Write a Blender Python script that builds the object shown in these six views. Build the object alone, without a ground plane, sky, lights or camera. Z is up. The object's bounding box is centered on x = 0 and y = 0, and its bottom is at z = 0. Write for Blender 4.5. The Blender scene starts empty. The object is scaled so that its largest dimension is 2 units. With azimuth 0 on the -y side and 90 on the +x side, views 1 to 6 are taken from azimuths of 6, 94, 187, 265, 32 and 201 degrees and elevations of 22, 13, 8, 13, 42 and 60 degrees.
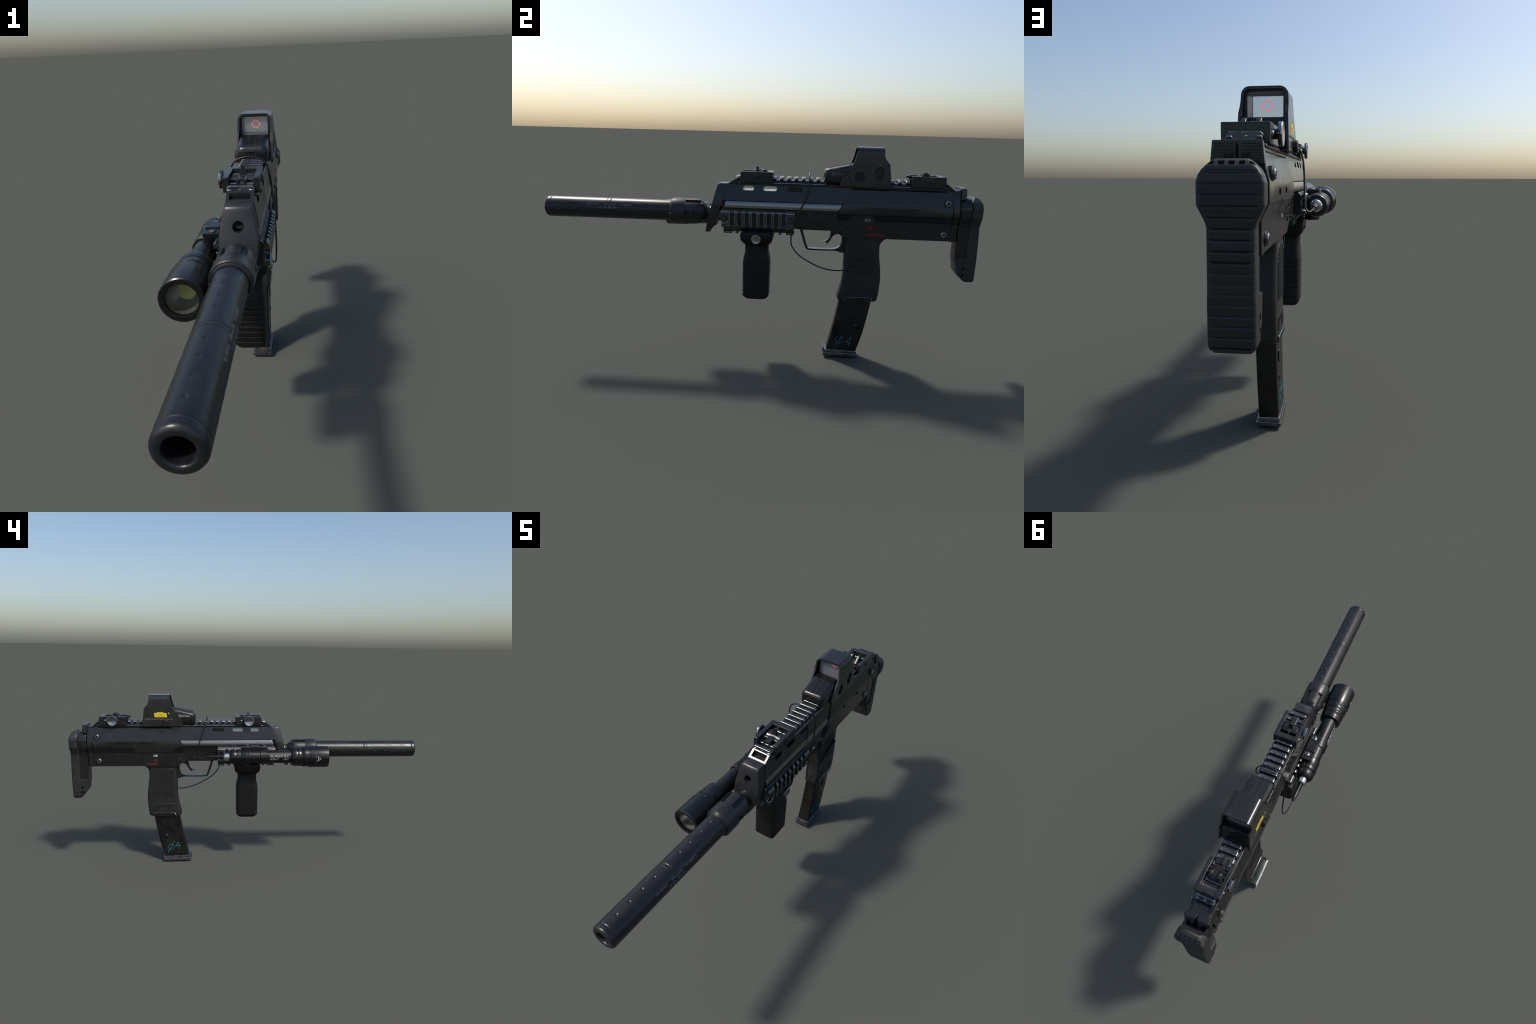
# Compact black submachine gun with suppressor, holographic sight, weapon light and foregrip.
# Gun axis runs along y (muzzle at -y), its mid-plane is x = XC.
import bpy, bmesh, math, random
from mathutils import Vector, Matrix

random.seed(7)
XC = 0.047
pi = math.pi

# ------------------------------------------------------------------ materials
def mat(name, col, rough=0.45, metal=0.0, spec=0.5, mott=0.25, mscale=18.0, bump=0.0, bscale=400.0,
        rvar=0.08, coat=0.0, streak=None):
    m = bpy.data.materials.new(name)
    m.use_nodes = True
    nt = m.node_tree
    N, L = nt.nodes, nt.links
    b = N['Principled BSDF']
    tc = N.new('ShaderNodeTexCoord')
    n1 = N.new('ShaderNodeTexNoise'); n1.inputs['Scale'].default_value = mscale
    n1.inputs['Detail'].default_value = 6; n1.inputs['Roughness'].default_value = 0.65
    if streak:
        mp = N.new('ShaderNodeMapping'); mp.inputs['Scale'].default_value = streak
        L.new(tc.outputs['Object'], mp.inputs['Vector']); L.new(mp.outputs['Vector'], n1.inputs['Vector'])
    else:
        L.new(tc.outputs['Object'], n1.inputs['Vector'])
    r = N.new('ShaderNodeValToRGB')
    r.color_ramp.elements[0].position = 0.3
    r.color_ramp.elements[1].position = 0.72
    r.color_ramp.elements[0].color = [c * (1 - mott) for c in col] + [1]
    r.color_ramp.elements[1].color = [min(1, c * (1 + mott)) for c in col] + [1]
    L.new(n1.outputs['Fac'], r.inputs['Fac']); L.new(r.outputs['Color'], b.inputs['Base Color'])
    mr = N.new('ShaderNodeMapRange')
    mr.inputs['From Min'].default_value = 0.3; mr.inputs['From Max'].default_value = 0.7
    mr.inputs['To Min'].default_value = max(0.02, rough - rvar); mr.inputs['To Max'].default_value = min(1, rough + rvar)
    L.new(n1.outputs['Fac'], mr.inputs['Value']); L.new(mr.outputs['Result'], b.inputs['Roughness'])
    b.inputs['Metallic'].default_value = metal
    b.inputs['Specular IOR Level'].default_value = spec
    b.inputs['Coat Weight'].default_value = coat
    if bump > 0:
        n2 = N.new('ShaderNodeTexNoise'); n2.inputs['Scale'].default_value = bscale
        n2.inputs['Detail'].default_value = 3
        L.new(tc.outputs['Object'], n2.inputs['Vector'])
        bp = N.new('ShaderNodeBump'); bp.inputs['Strength'].default_value = bump
        bp.inputs['Distance'].default_value = 0.001
        L.new(n2.outputs['Fac'], bp.inputs['Height']); L.new(bp.outputs['Normal'], b.inputs['Normal'])
    return m

M = {}
M['polymer'] = mat('matt_black_polymer', (.0105, .0105, .0108), .26, rvar=.05, bump=.05, bscale=500)
M['guard'] = mat('satin_black_polymer', (.0105, .0108, .0118), .23, rvar=.04, bump=.03, bscale=500)
M['cap'] = mat('charcoal_front_polymer', (.0165, .0167, .0178), .36, bump=.08, bscale=500)
M['grip'] = mat('stippled_grip_polymer', (.0105, .0105, .0108), .48, bump=.35, bscale=420)
M['rubber'] = mat('stock_pad_rubber', (.016, .016, .0165), .48, bump=.12, bscale=420)
M['foregrip'] = mat('foregrip_rubber', (.0025, .0025, .0026), .55, spec=.35, bump=.3, bscale=520)
M['suppressor'] = mat('blackened_suppressor_steel', (.0115, .012, .014), .35, metal=.1, bump=.04, bscale=300,
                      streak=(18, 5, 18), mscale=3)
M['collar'] = mat('collar_steel', (.017, .0175, .019), .37, metal=.15, bump=.04)
M['barrel'] = mat('bare_barrel_steel', (.16, .16, .165), .32, metal=1)
M['rail'] = mat('worn_dark_rail', (.105, .107, .112), .38, metal=.9, mott=.55, mscale=55, bump=.15, bscale=250, rvar=.14)
M['rail_edge'] = mat('bare_rail_edge', (.42, .43, .46), .30, metal=1, mott=.45, mscale=70, rvar=.1)
M['siderail'] = mat('worn_side_rail', (.072, .073, .072), .42, metal=.8, mott=.55, mscale=55, bump=.15, bscale=250, rvar=.14)
M['siderail_edge'] = mat('bare_side_rail_edge', (.42, .43, .45), .32, metal=1, mott=.55, mscale=80, rvar=.12)
M['strip'] = mat('brushed_strip_steel', (.25, .25, .255), .28, metal=1, mott=.15, streak=(6, 1, 120), mscale=3)
M['sight'] = mat('iron_sight_black', (.013, .013, .0135), .27, mott=.4, mscale=30, bump=.05)
M['hood'] = mat('sight_hood_aluminium', (.0135, .0135, .0138), .26, rvar=.05, bump=.03, bscale=600)
M['housing'] = mat('sight_housing_black', (.0060, .0060, .0064), .32, bump=.04)
M['light'] = mat('anodised_light_body', (.0032, .0032, .0036), .31, bump=.03)
M['chrome'] = mat('polished_steel', (.52, .52, .54), .20, metal=1, mott=.2)
M['knob'] = mat('knob_steel', (.30, .30, .31), .24, metal=1, mott=.15)
M['pin'] = mat('pin_steel', (.24, .24, .245), .34, metal=1, mott=.3, mscale=60)
M['dark'] = mat('dark_recess', (.006, .006, .006), .6)
M['mag'] = mat('magazine_steel', (.0085, .0082, .0074), .34, mott=.45, mscale=14, metal=.2, bump=.06, bscale=250, rvar=.15)
M['magedge'] = mat('magazine_plate_steel', (.26, .265, .28), .30, metal=1, mott=.35, mscale=40)
M['cable'] = mat('cable_rubber', (.006, .006, .0065), .36)
M['white'] = mat('white_print', (.42, .42, .42), .55)
M['grey_print'] = mat('grey_print', (.16, .17, .18), .55)
M['red'] = mat('red_print', (.13, .009, .009), .55)
M['teal'] = mat('teal_marker', (.024, .19, .23), .6, mott=.3, mscale=90)
M['yellow'] = mat('yellow_sticker', (.60, .50, .015), .5, mott=.1)
M['orange'] = mat('orange_print', (.75, .28, .05), .5)
M['foot'] = mat('worn_foot_steel', (.10, .10, .103), .36, metal=.7, mott=.4, mscale=40)
M['railfloor'] = mat('rough_rail_floor', (.030, .031, .033), .5, metal=.6, mott=.6, mscale=90, bump=.5, bscale=300)
M['liner'] = mat('smooth_vent_floor', (.012, .012, .013), .16, rvar=.02)
M['plate'] = mat('grey_label_plate', (.030, .029, .027), .5)
M['reflector'] = mat('lamp_reflector', (.30, .30, .295), .36, metal=.9, mott=.2, mscale=60)
M['led'] = mat('lamp_emitter', (.36, .37, .13), .4, mott=.05)

def glass(name, col, rough=0.02, ior=1.12):
    m = bpy.data.materials.new(name); m.use_nodes = True
    b = m.node_tree.nodes['Principled BSDF']
    b.inputs['Base Color'].default_value = (*col, 1)
    b.inputs['Roughness'].default_value = rough
    b.inputs['IOR'].default_value = ior
    b.inputs['Transmission Weight'].default_value = 1
    return m
M['glass'] = glass('tinted_glass', (.86, .87, .88))
M['glass'].node_tree.nodes['Principled BSDF'].inputs['Transmission Weight'].default_value = .90
M['lampglass'] = glass('lamp_glass', (.95, .95, .93), .02, 1.15)

ret = bpy.data.materials.new('glowing_red_reticle'); ret.use_nodes = True
rb = ret.node_tree.nodes['Principled BSDF']
rb.inputs['Base Color'].default_value = (.75, .05, .05, 1)
rb.inputs['Emission Color'].default_value = (1, .10, .10, 1)
rb.inputs['Emission Strength'].default_value = 1.2
M['reticle'] = ret

# ------------------------------------------------------------------ object helpers
WORLD = {}
def finish(bm, name, m, parent, bevel=0.0, seg=2, edge=None, angle=30, smooth=38, wn=True, keep=None, ang_max=170):
    bmesh.ops.remove_doubles(bm, verts=bm.verts, dist=1e-6)
    bmesh.ops.recalc_face_normals(bm, faces=bm.faces)
    if bevel > 0:
        es = [e for e in bm.edges if len(e.link_faces) == 2 and
              math.radians(angle) < e.calc_face_angle(0) < math.radians(ang_max) and (keep is None or keep(e))]
        if es:
            bmesh.ops.bevel(bm, geom=es, offset=bevel, segments=seg, profile=.5, affect='EDGES',
                            clamp_overlap=True, material=(1 if edge else -1))
    me = bpy.data.meshes.new(name)
    vs = [v.co for v in bm.verts]
    lo = Vector([min(v[i] for v in vs) for i in range(3)]); hi = Vector([max(v[i] for v in vs) for i in range(3)])
    c = (lo + hi) / 2
    bmesh.ops.translate(bm, verts=bm.verts, vec=-c)
    bm.to_mesh(me); bm.free()
    me.materials.append(M[m])
    if edge: me.materials.append(M[edge])
    me.polygons.foreach_set('use_smooth', [True] * len(me.polygons))
    me.set_sharp_from_angle(angle=math.radians(smooth))
    o = bpy.data.objects.new(name, me)
    bpy.context.scene.collection.objects.link(o)
    place(o, c, parent)
    if wn and bevel > 0:
        w = o.modifiers.new('wn', 'WEIGHTED_NORMAL'); w.keep_sharp = True; w.weight = 60
    return o

def place(o, c, parent):
    WORLD[o.name] = Vector(c)
    o.location = c
    if parent is not None:
        o.parent = parent
        o.matrix_parent_inverse = Matrix.Translation(-WORLD[parent.name])

def merge(*bms):
    out = bmesh.new()
    for b in bms:
        me = bpy.data.meshes.new('tmp'); b.to_mesh(me); out.from_mesh(me); bpy.data.meshes.remove(me); b.free()
    return out

def bm_prism(poly, x0, x1, axis='x'):
    """polygon swept along an axis; x: poly=(y,z); y: poly=(x,z); z: poly=(x,y)"""
    bm = bmesh.new()
    f = {'x': lambda t, a, b: (t, a, b), 'y': lambda t, a, b: (a, t, b), 'z': lambda t, a, b: (a, b, t)}[axis]
    A = [bm.verts.new(f(x0, *p)) for p in poly]; B = [bm.verts.new(f(x1, *p)) for p in poly]
    n = len(poly)
    bm.faces.new(A); bm.faces.new(B[::-1])
    for i in range(n):
        bm.faces.new((A[i], B[i], B[(i + 1) % n], A[(i + 1) % n]))
    bmesh.ops.recalc_face_normals(bm, faces=bm.faces)
    return bm

def bm_box(x0, x1, y0, y1, z0, z1):
    return bm_prism([(y0, z0), (y1, z0), (y1, z1), (y0, z1)], x0, x1)

def bm_loft(rings, cap=True, closed=True):
    bm = bmesh.new()
    R = [[bm.verts.new(p) for p in r] for r in rings]
    n = len(R[0])
    for a, b in zip(R, R[1:]):
        for i in range(n if closed else n - 1):
            j = (i + 1) % n
            bm.faces.new((a[i], a[j], b[j], b[i]))
    if cap:
        bm.faces.new(R[0][::-1]); bm.faces.new(R[-1])
    bmesh.ops.recalc_face_normals(bm, faces=bm.faces)
    return bm

def bm_lathe(prof, c, axis='y', seg=64, a0=0.0, cap=True):
    """prof = [(t, r)] along axis, c = the other two centre coordinates"""
    rings = []
    for t, r in prof:
        ring = []
        for k in range(seg):
            a = a0 + 2 * pi * k / seg
            u, v = c[0] + r * math.cos(a), c[1] + r * math.sin(a)
            ring.append({'x': (t, u, v), 'y': (u, t, v), 'z': (u, v, t)}[axis])
        rings.append(ring)
    return bm_loft(rings, cap)

def bm_cyl(t0, t1, r, c, axis='x', seg=40, ch=0.0):
    s = 1 if t1 > t0 else -1
    prof = [(t0, r), (t1 - s * ch, r), (t1, r - ch)] if ch else [(t0, r), (t1, r)]
    return bm_lathe(prof, c, axis, seg)

def fillet(poly, rad, n=5):
    """round corners of a polygon; rad = number or list"""
    out = []
    N = len(poly)
    for i, p in enumerate(poly):
        r = rad[i] if isinstance(rad, (list, tuple)) else rad
        if r <= 0: out.append(p); continue
        P = Vector(p); a = Vector(poly[i - 1]) - P; b = Vector(poly[(i + 1) % N]) - P
        la, lb = a.length, b.length
        a.normalize(); b.normalize()
        ang = a.angle(b)
        if ang > pi - .05: out.append(p); continue
        d = min(r / math.tan(ang / 2), la * .48, lb * .48)
        s, e = P + a * d, P + b * d
        for k in range(n + 1):
            t = k / n
            q = s * (1 - t) ** 2 + P * 2 * t * (1 - t) + e * t * t
            out.append((q.x, q.y))
    return out

def rrect(cx, cy, hx, hy, r, n=4):
    return fillet([(cx - hx, cy - hy), (cx + hx, cy - hy), (cx + hx, cy + hy), (cx - hx, cy + hy)], r, n)

def capsule(c, hy, hz, n=8):
    """horizontal slot outline"""
    y, z = c; out = []
    for s in (1, -1):
        for k in range(n + 1):
            a = -pi / 2 + pi * k / n
            out.append((y + s * (hy - hz) + s * hz * math.cos(a), z + s * hz * math.sin(a)))
    return out

def lerp(tab, x):
    """piecewise linear table [(x,y)...]"""
    if x <= tab[0][0]: return tab[0][1]
    for (a, b), (c, d) in zip(tab, tab[1:]):
        if x <= c: return b + (d - b) * (x - a) / (c - a) if c > a else d
    return tab[-1][1]

def cut(bm, cutters):
    """exact boolean difference, cutters is a list of bmeshes; returns a new bmesh"""
    def mk(b):
        bmesh.ops.recalc_face_normals(b, faces=b.faces)
        me = bpy.data.meshes.new('t'); b.to_mesh(me); b.free()
        o = bpy.data.objects.new('t', me); bpy.context.scene.collection.objects.link(o); return o
    o = mk(bm); cs = []
    for c in cutters:
        k = mk(c); cs.append(k)
        md = o.modifiers.new('b', 'BOOLEAN'); md.object = k; md.operation = 'DIFFERENCE'; md.solver = 'EXACT'
    dg = bpy.context.evaluated_depsgraph_get(); dg.update()
    me = bpy.data.meshes.new_from_object(o.evaluated_get(dg))
    out = bmesh.new(); out.from_mesh(me); bpy.data.meshes.remove(me)
    for k in cs + [o]:
        d = k.data; bpy.data.objects.remove(k); bpy.data.meshes.remove(d)
    return out

def spline(pts, n=10):
    """Catmull-Rom through 3D points"""
    P = [Vector(p) for p in pts]; P = [P[0] * 2 - P[1]] + P + [P[-1] * 2 - P[-2]]
    out = []
    for i in range(1, len(P) - 2):
        for k in range(n):
            t = k / n
            a, b, c, d = P[i - 1:i + 3]
            out.append(.5 * ((2 * b) + (c - a) * t + (2 * a - 5 * b + 4 * c - d) * t * t + (-a + 3 * b - 3 * c + d) * t ** 3))
    out.append(P[-2]); return out

def bm_tube(path, r, seg=10, flat=None):
    path = [Vector(p) for p in path]
    rings = []; up = None
    for i, p in enumerate(path):
        t = (path[min(i + 1, len(path) - 1)] - path[max(i - 1, 0)]).normalized()
        if up is None: up = t.orthogonal().normalized()
        up = (up - t * up.dot(t)).normalized(); s = t.cross(up)
        rings.append([p + (up * math.cos(2 * pi * k / seg) + s * math.sin(2 * pi * k / seg)) * r for k in range(seg)])
    return bm_loft(rings)

def bm_text(body, size, ex=0.0006, align='LEFT', sx=1.0, shear=0.0, spacing=1.0):
    cu = bpy.data.curves.new('t', 'FONT'); cu.body = body; cu.size = size; cu.extrude = ex
    cu.align_x = align; cu.align_y = 'CENTER'; cu.resolution_u = 3; cu.shear = shear; cu.space_character = spacing
    o = bpy.data.objects.new('t', cu); bpy.context.scene.collection.objects.link(o)
    dg = bpy.context.evaluated_depsgraph_get(); dg.update()
    me = bpy.data.meshes.new_from_object(o.evaluated_get(dg))
    bm = bmesh.new(); bm.from_mesh(me)
    bpy.data.meshes.remove(me); bpy.data.objects.remove(o); bpy.data.curves.remove(cu)
    for v in bm.verts: v.co.x *= sx
    return bm

def orient(bm, origin, u, v, w):
    """map local x,y,z of bm onto world axes u,v,w at origin"""
    u, v, w, o = Vector(u), Vector(v), Vector(w), Vector(origin)
    for k in bm.verts: k.co = o + u * k.co.x + v * k.co.y + w * k.co.z
    return bm

def right_text(t, size, y, x, z, **k):   # read from the +x side
    return orient(bm_text(t, size, **k), (x, y, z), (0, 1, 0), (0, 0, 1), (1, 0, 0))
def left_text(t, size, y, x, z, **k):    # read from the -x side
    return orient(bm_text(t, size, **k), (x, y, z), (0, -1, 0), (0, 0, 1), (-1, 0, 0))

def stroke(pts, w, x0, x1):
    """flat pen stroke in the yz plane, as a run of thin slabs"""
    bs = []
    for (a, b), (c, d) in zip(pts, pts[1:]):
        t = Vector((c - a, d - b)); n = Vector((-t.y, t.x)).normalized() * w / 2; e = t.normalized() * w * .3
        bs.append(bm_prism([(a + n.x - e.x, b + n.y - e.y), (c + n.x + e.x, d + n.y + e.y),
                            (c - n.x + e.x, d - n.y + e.y), (a - n.x - e.x, b - n.y - e.y)], x0, x1))
    return merge(*bs)

# ------------------------------------------------------------------ root
root = bpy.data.objects.new('submachine_gun', None)
bpy.context.scene.collection.objects.link(root)
root.empty_display_size = .1
WORLD['submachine_gun'] = Vector((XC, .41, 0)); root.location = WORLD['submachine_gun']
root['label'] = 'compact black submachine gun with suppressor, red-dot sight, light and foregrip'
root['category'] = 'gun'

def sym(half):
    """half outline [(hw,z)] top to bottom -> closed ring of (x,z)"""
    return [(XC + h, z) for h, z in half] + [(XC - h, z) for h, z in reversed(half) if h > 1e-6]

# ------------------------------------------------------------------ receiver
fy = [(.66, .3665), (.702, .3665), (.742, .388), (.812, .427)]
half = [(.039, .8135), (.0465, .806), (.0625, .743), (.0625, .700), (.046, .667)]
ring = sym(half)
bm = bm_loft([[(x, lerp(fy, z), z) for x, z in ring], [(x, .868, z) for x, z in ring]])
cuts = []
for s in (1, -1):
    for yc in ((.538, .678) if s > 0 else (.578, .715)):
        cuts.append(bm_prism(capsule((yc, .7195), .017, .0075), XC + s * .0585, XC + s * .09))
SEL = fillet([(.362, .628), (.375, .612), (.40, .618), (.43, .647), (.52, .655), (.535, .669), (.527, .692), (.47, .697), (.43, .690)], .008)
cuts.append(bm_prism(SEL, XC + .0465, XC + .09))
bm = cut(bm, cuts)
receiver = finish(bm, 'receiver', 'polymer', root, .0022, 2, angle=20)

low = [(-.165, .706), (.30, .706), (.345, .704), (.3665, .698), (.868, .698), (.868, .588), (.60, .588), (.41, .588),
       (.395, .590), (.378, .601), (.358, .611), (.335, .617), (.205, .617), (.165, .621), (-.165, .622)]
frame = finish(bm_prism(low, XC - .0445, XC + .0445), 'lower_frame', 'polymer', root, .0025, 2)
for s in (1, -1):
    x0, x1 = XC + s * .040, XC + s * .0465
    finish(merge(bm_box(x0, x1, .19, .345, .688, .693), bm_box(x0, x1, .19, .345, .658, .662)), 'frame_ridge', 'polymer', frame, .001, 1)
    finish(bm_prism(fillet([(.2375, .625), (.262, .637), (.312, .640), (.321, .633), (.319, .625)], .003), XC + s * .042, XC + s * .0475),
           'bolt_catch', 'polymer', frame, .001, 1)
    finish(bm_cyl(XC + s * .044, XC + s * .0487, .0045, (.309, .6325), seg=24, ch=.001), 'catch_pin', 'sight', frame)

# pins with hex sockets
for s in (1, -1):
    for y, z in ((.8435, .7605), (.8405, .6185)):
        w = .060 if z > .7 else .0445
        o = finish(bm_cyl(XC + s * (w - .006), XC + s * (w + .004), .0175, (y, z), ch=.002), 'pin_washer', 'sight', receiver)
        h = cut(bm_lathe([(XC + s * (w - .004), .0135), (XC + s * (w + .0075), .0135), (XC + s * (w + .0105), .0105)], (y, z), 'x', 40),
                [bm_cyl(XC + s * (w + .004), XC + s * (w + .02), .0065, (y, z), seg=6)])
        finish(h, 'receiver_pin', 'pin', receiver)
        finish(bm_cyl(XC + s * w, XC + s * (w + .0045), .0063, (y, z), seg=6), 'pin_socket', 'dark', receiver)

# fire selector lever (right side) on its shallow escutcheon
x = XC + .0445
finish(bm_prism([(.447 + (a - .447) * 1.004, .655 + (b - .655) * 1.004) for a, b in SEL], x - .002, x + .0024),
       'selector_recess', 'grip', frame, .0008, 1)
finish(bm_prism(fillet([(.378, .636), (.392, .622), (.412, .637), (.44, .664), (.482, .679), (.480, .689), (.452, .689), (.425, .679)], [.006, .006, .02, .02, .004, .004, .02, .02]),
                x, x + .0085), 'selector_lever', 'polymer', frame, .0015, 2)
finish(bm_cyl(x, x + .0110, .0135, (.389, .631), ch=.002), 'selector_pivot', 'sight', frame)
# left selector: small flush one
finish(bm_cyl(XC - .044, XC - .0475, .009, (.389, .631), ch=.001), 'selector_pivot', 'sight', frame)

# fire-mode marks
for s in (1, -1):
    y0 = .0 if s > 0 else .028
    X0, X1 = (XC + .0440, XC + .0448) if s > 0 else (XC - .0448, XC - .0440)
    if s > 0:
        W = [(.487, .5134, .667, .678), (.499, .5255, .6295, .641), (.5022, .5807, .5985, .611)]
        X1 = XC + .0477 ; X0 = XC + .0460
    else:
        W = [(.5137, .5357, .6434, .6538), (.5144, .5342, .6166, .6286), (.5151, .5723, .5942, .6057)]
    for i, (a, b, c, d) in enumerate(W):
        m = ('grey_print' if s > 0 else 'white') if i == 0 else 'red'
        if i == 0: xa, xb = (X0 - .001, X1) if s > 0 else (X0, X1)
        else: xa, xb = (XC + .0440, XC + .0448) if s > 0 else (X0, X1)
        xo, xi = (xb, xa) if s > 0 else (xa, xb)
        finish(bm_prism(fillet([(a, c), (b, c), (b, d), (a, d)], .002), xa, xb), 'fire_mode_mark', m, frame, wn=False)
        xm0, xm1 = (xo - .0003, xo + .0004) if s > 0 else (xo - .0004, xo + .0003)
        mid = (c + d) / 2
        k = [1, 1, 5][i]
        if i == 0:
            g = merge(stroke([(a + .009, mid - .003), (a + .017, mid + .003)], .0016, xm0, xm1),
                      stroke([(a + .009, mid + .003), (a + .017, mid - .003)], .0016, xm0, xm1))
        else:
            g = merge(*[bm_prism(capsule((a + (b - a) * (j + .5) / k, mid), .0052, .0028), xm0, xm1) for j in range(k)])
        finish(g, 'bullet_symbol', 'dark', frame, wn=False)
# grey inscription plate on the left undercut
pz = [(-.0625 + .0008, .6985), (-.046 - .0006 - .0008, .6685)]
A = Vector((XC - .0625, .6995)); B = Vector((XC - .046, .6675)); n = Vector((-(B - A).y, (B - A).x)).normalized()
if n.x > 0: n = -n
q = [A + (B - A) * .06, A + (B - A) * .94]
poly = [tuple(q[0] - n * .002), tuple(q[1] - n * .002), tuple(q[1] + n * .0009), tuple(q[0] + n * .0009)]
finish(bm_prism(poly, .4195, .641, 'y'), 'inscription_plate', 'plate', receiver, wn=False)

# ------------------------------------------------------------------ upper handguard
gfy = [(.74, -.167), (.815, -.137)]
gry = [(.74, .392), (.815, .434)]
ghalf = [(.040, .8155), (.0425, .8115), (.0565, .7425), (.050, .7415)]
ring = sym(ghalf)
bm = bm_loft([[(x, lerp(gfy, z), z) for x, z in ring], [(x, lerp(gry, z), z) for x, z in ring]])
cuts = []
for s in (1, -1):
    if s > 0:
        for yc, hy in ((-.0415, .026), (.0568, .0313)):
            cuts.append(bm_prism(capsule((yc, .7990), hy, .0105), XC - .08, XC + .08))
    cuts.append(bm_prism(capsule((.1685, .7985), .035, .0105), XC + s * .0425, XC + s * .08))
bm = cut(bm, cuts)
guard = finish(bm, 'handguard', 'guard', root, .0012, 2, angle=25)
for yc, hy in ((-.0415, .026), (.0568, .0313)):     # smooth floor of the through vents
    finish(bm_box(XC - .0455, XC + .0455, yc - hy + .009, yc + hy - .009, .7870, .7888), 'vent_floor', 'liner', guard, wn=False)
# pressed steel strip below the handguard
for s in (1, -1):
    pr = [(XC + s * .040, .7395), (XC + s * .0545, .7390), (XC + s * .0605, .7245), (XC + s * .0585, .7085), (XC + s * .040, .7085)]
    r0 = [(x, -.150 + (z - .7085) * .25, z) for x, z in pr]; r1 = [(x, .355 + (z - .7085) * .55 + .012, z) for x, z in pr]
    rm = [(x, -.142 + (z - .7085) * .25, z) for x, z in pr]
    r0 = [(XC + (x - XC) * .955, y, z) for x, y, z in r0]
    finish(bm_loft([r0, rm, r1]), 'steel_strip', 'strip', guard, .0008, 1)
finish(bm_box(XC - .046, XC + .046, -.16, .42, .700, .745), 'barrel_housing', 'polymer', root)

# ------------------------------------------------------------------ front cap
rows = []
hwz = [(.586, .014), (.60, .024), (.62, .036), (.645, .0465), (.665, .0525), (.69, .0560), (.71, .0578), (.73, .0578), (.77, .0500), (.808, .0410), (.8165, .0385)]
yfz = [(.586, -.2445), (.805, -.1865), (.812, -.1830), (.8165, -.1765)]
yrz = [(.586, -.224), (.618, -.201), (.622, -.190), (.66, -.183), (.8165, -.137)]
for z in [.586, .592, .60, .61, .618, .622, .634, .645, .655, .665, .677, .69, .70, .71, .72, .73, .74, .75, .77, .79, .802, .808, .8125, .8165]:
    h, a, b = lerp(hwz, z), lerp(yfz, z), lerp(yrz, z)
    cx = .006
    rows.append([(XC - h, b, z), (XC - h, a + cx, z), (XC - h + cx * .35, a + cx * .3, z), (XC - h + cx, a, z),
                 (XC + h - cx, a, z), (XC + h - cx * .35, a + cx * .3, z), (XC + h, a + cx, z), (XC + h, b, z)])
bm = bm_loft(rows)
bm = cut(bm, [bm_cyl(-.30, -.162, .0165, (XC, .7595), 'y', 40)])
cap = finish(bm, 'front_cap', 'cap', root, wn=False, smooth=42)
for s in (1, -1):      # dark parting line between cap and handguard
    sx = [(.743, .0568), (.7705, .0512), (.8115, .0429)]
    rr = [[(XC + s * (h + d), lerp(yrz, z) + e, z) for d, e in ((-.004, -.0006), (.0006, -.0006), (.0006, .0012), (-.004, .0012))] for z, h in sx]
    finish(bm_loft(rr), 'parting_line', 'dark', cap, wn=False)
finish(bm_cyl(-.1625, -.160, .018, (XC, .7595), 'y', 32), 'front_cap_bore', 'dark', cap)
barrel = finish(bm_lathe([(-.30, .0235), (-.226, .0235), (-.222, .0255), (-.214, .0255), (-.16, .0255)], (XC, .680), 'y', 48), 'barrel', 'barrel', root)

# ------------------------------------------------------------------ suppressor
sc = (XC, .680); SR = .0478
SEG = 176
prof = []
def tube_r(y):
    r = SR
    for g in (-.9745, -.702, -.6865): 
        d = abs(y - g)
        if d < .0022: r -= .0013 * (1 - d / .0022)
    if -.701 < y < -.6875: r += .0002
    return r
lip = [(-.93, .0215), (-.965, .0255), (-.990, .0265), (-.996, .0270), (-.9985, .0285), (-1.0, .0315)]
for k in range(9):
    a = pi / 2 * k / 8
    lip.append((-.9885 - .0115 * math.cos(a), SR - .0115 + .0115 * math.sin(a)))
prof = lip + [(-.9885 + .002 * k, tube_r(-.9885 + .002 * k)) for k in range(1, 291)]
prof = [p for p in prof if p[0] <= -.412] + [(-.412, SR), (-.405, SR)]
rings = []
dim_y = (-.929, -.871, -.811, -.752, -.622, -.566, -.502, -.446)
for t, r in prof:
    ring = []
    dy = min(abs(t - d) for d in dim_y) if r > .0455 else 1
    for k in range(SEG):
        a = 2 * pi * k / SEG
        rr = r
        if dy < .006:
            da = (a + pi / 4) % (pi / 2) - pi / 4
            d = math.hypot(dy, da * SR) / .0055
            if d < 1: rr -= .0026 * (1 - d * d)
        ring.append((sc[0] + rr * math.cos(a), t, sc[1] + rr * math.sin(a)))
    rings.append(ring)
suppressor = finish(bm_loft(rings, cap=False), 'suppressor', 'suppressor', root, wn=False, smooth=60)
finish(bm_cyl(-.932, -.930, .0225, sc, 'y', 40), 'suppressor_baffle', 'dark', suppressor)
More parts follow.
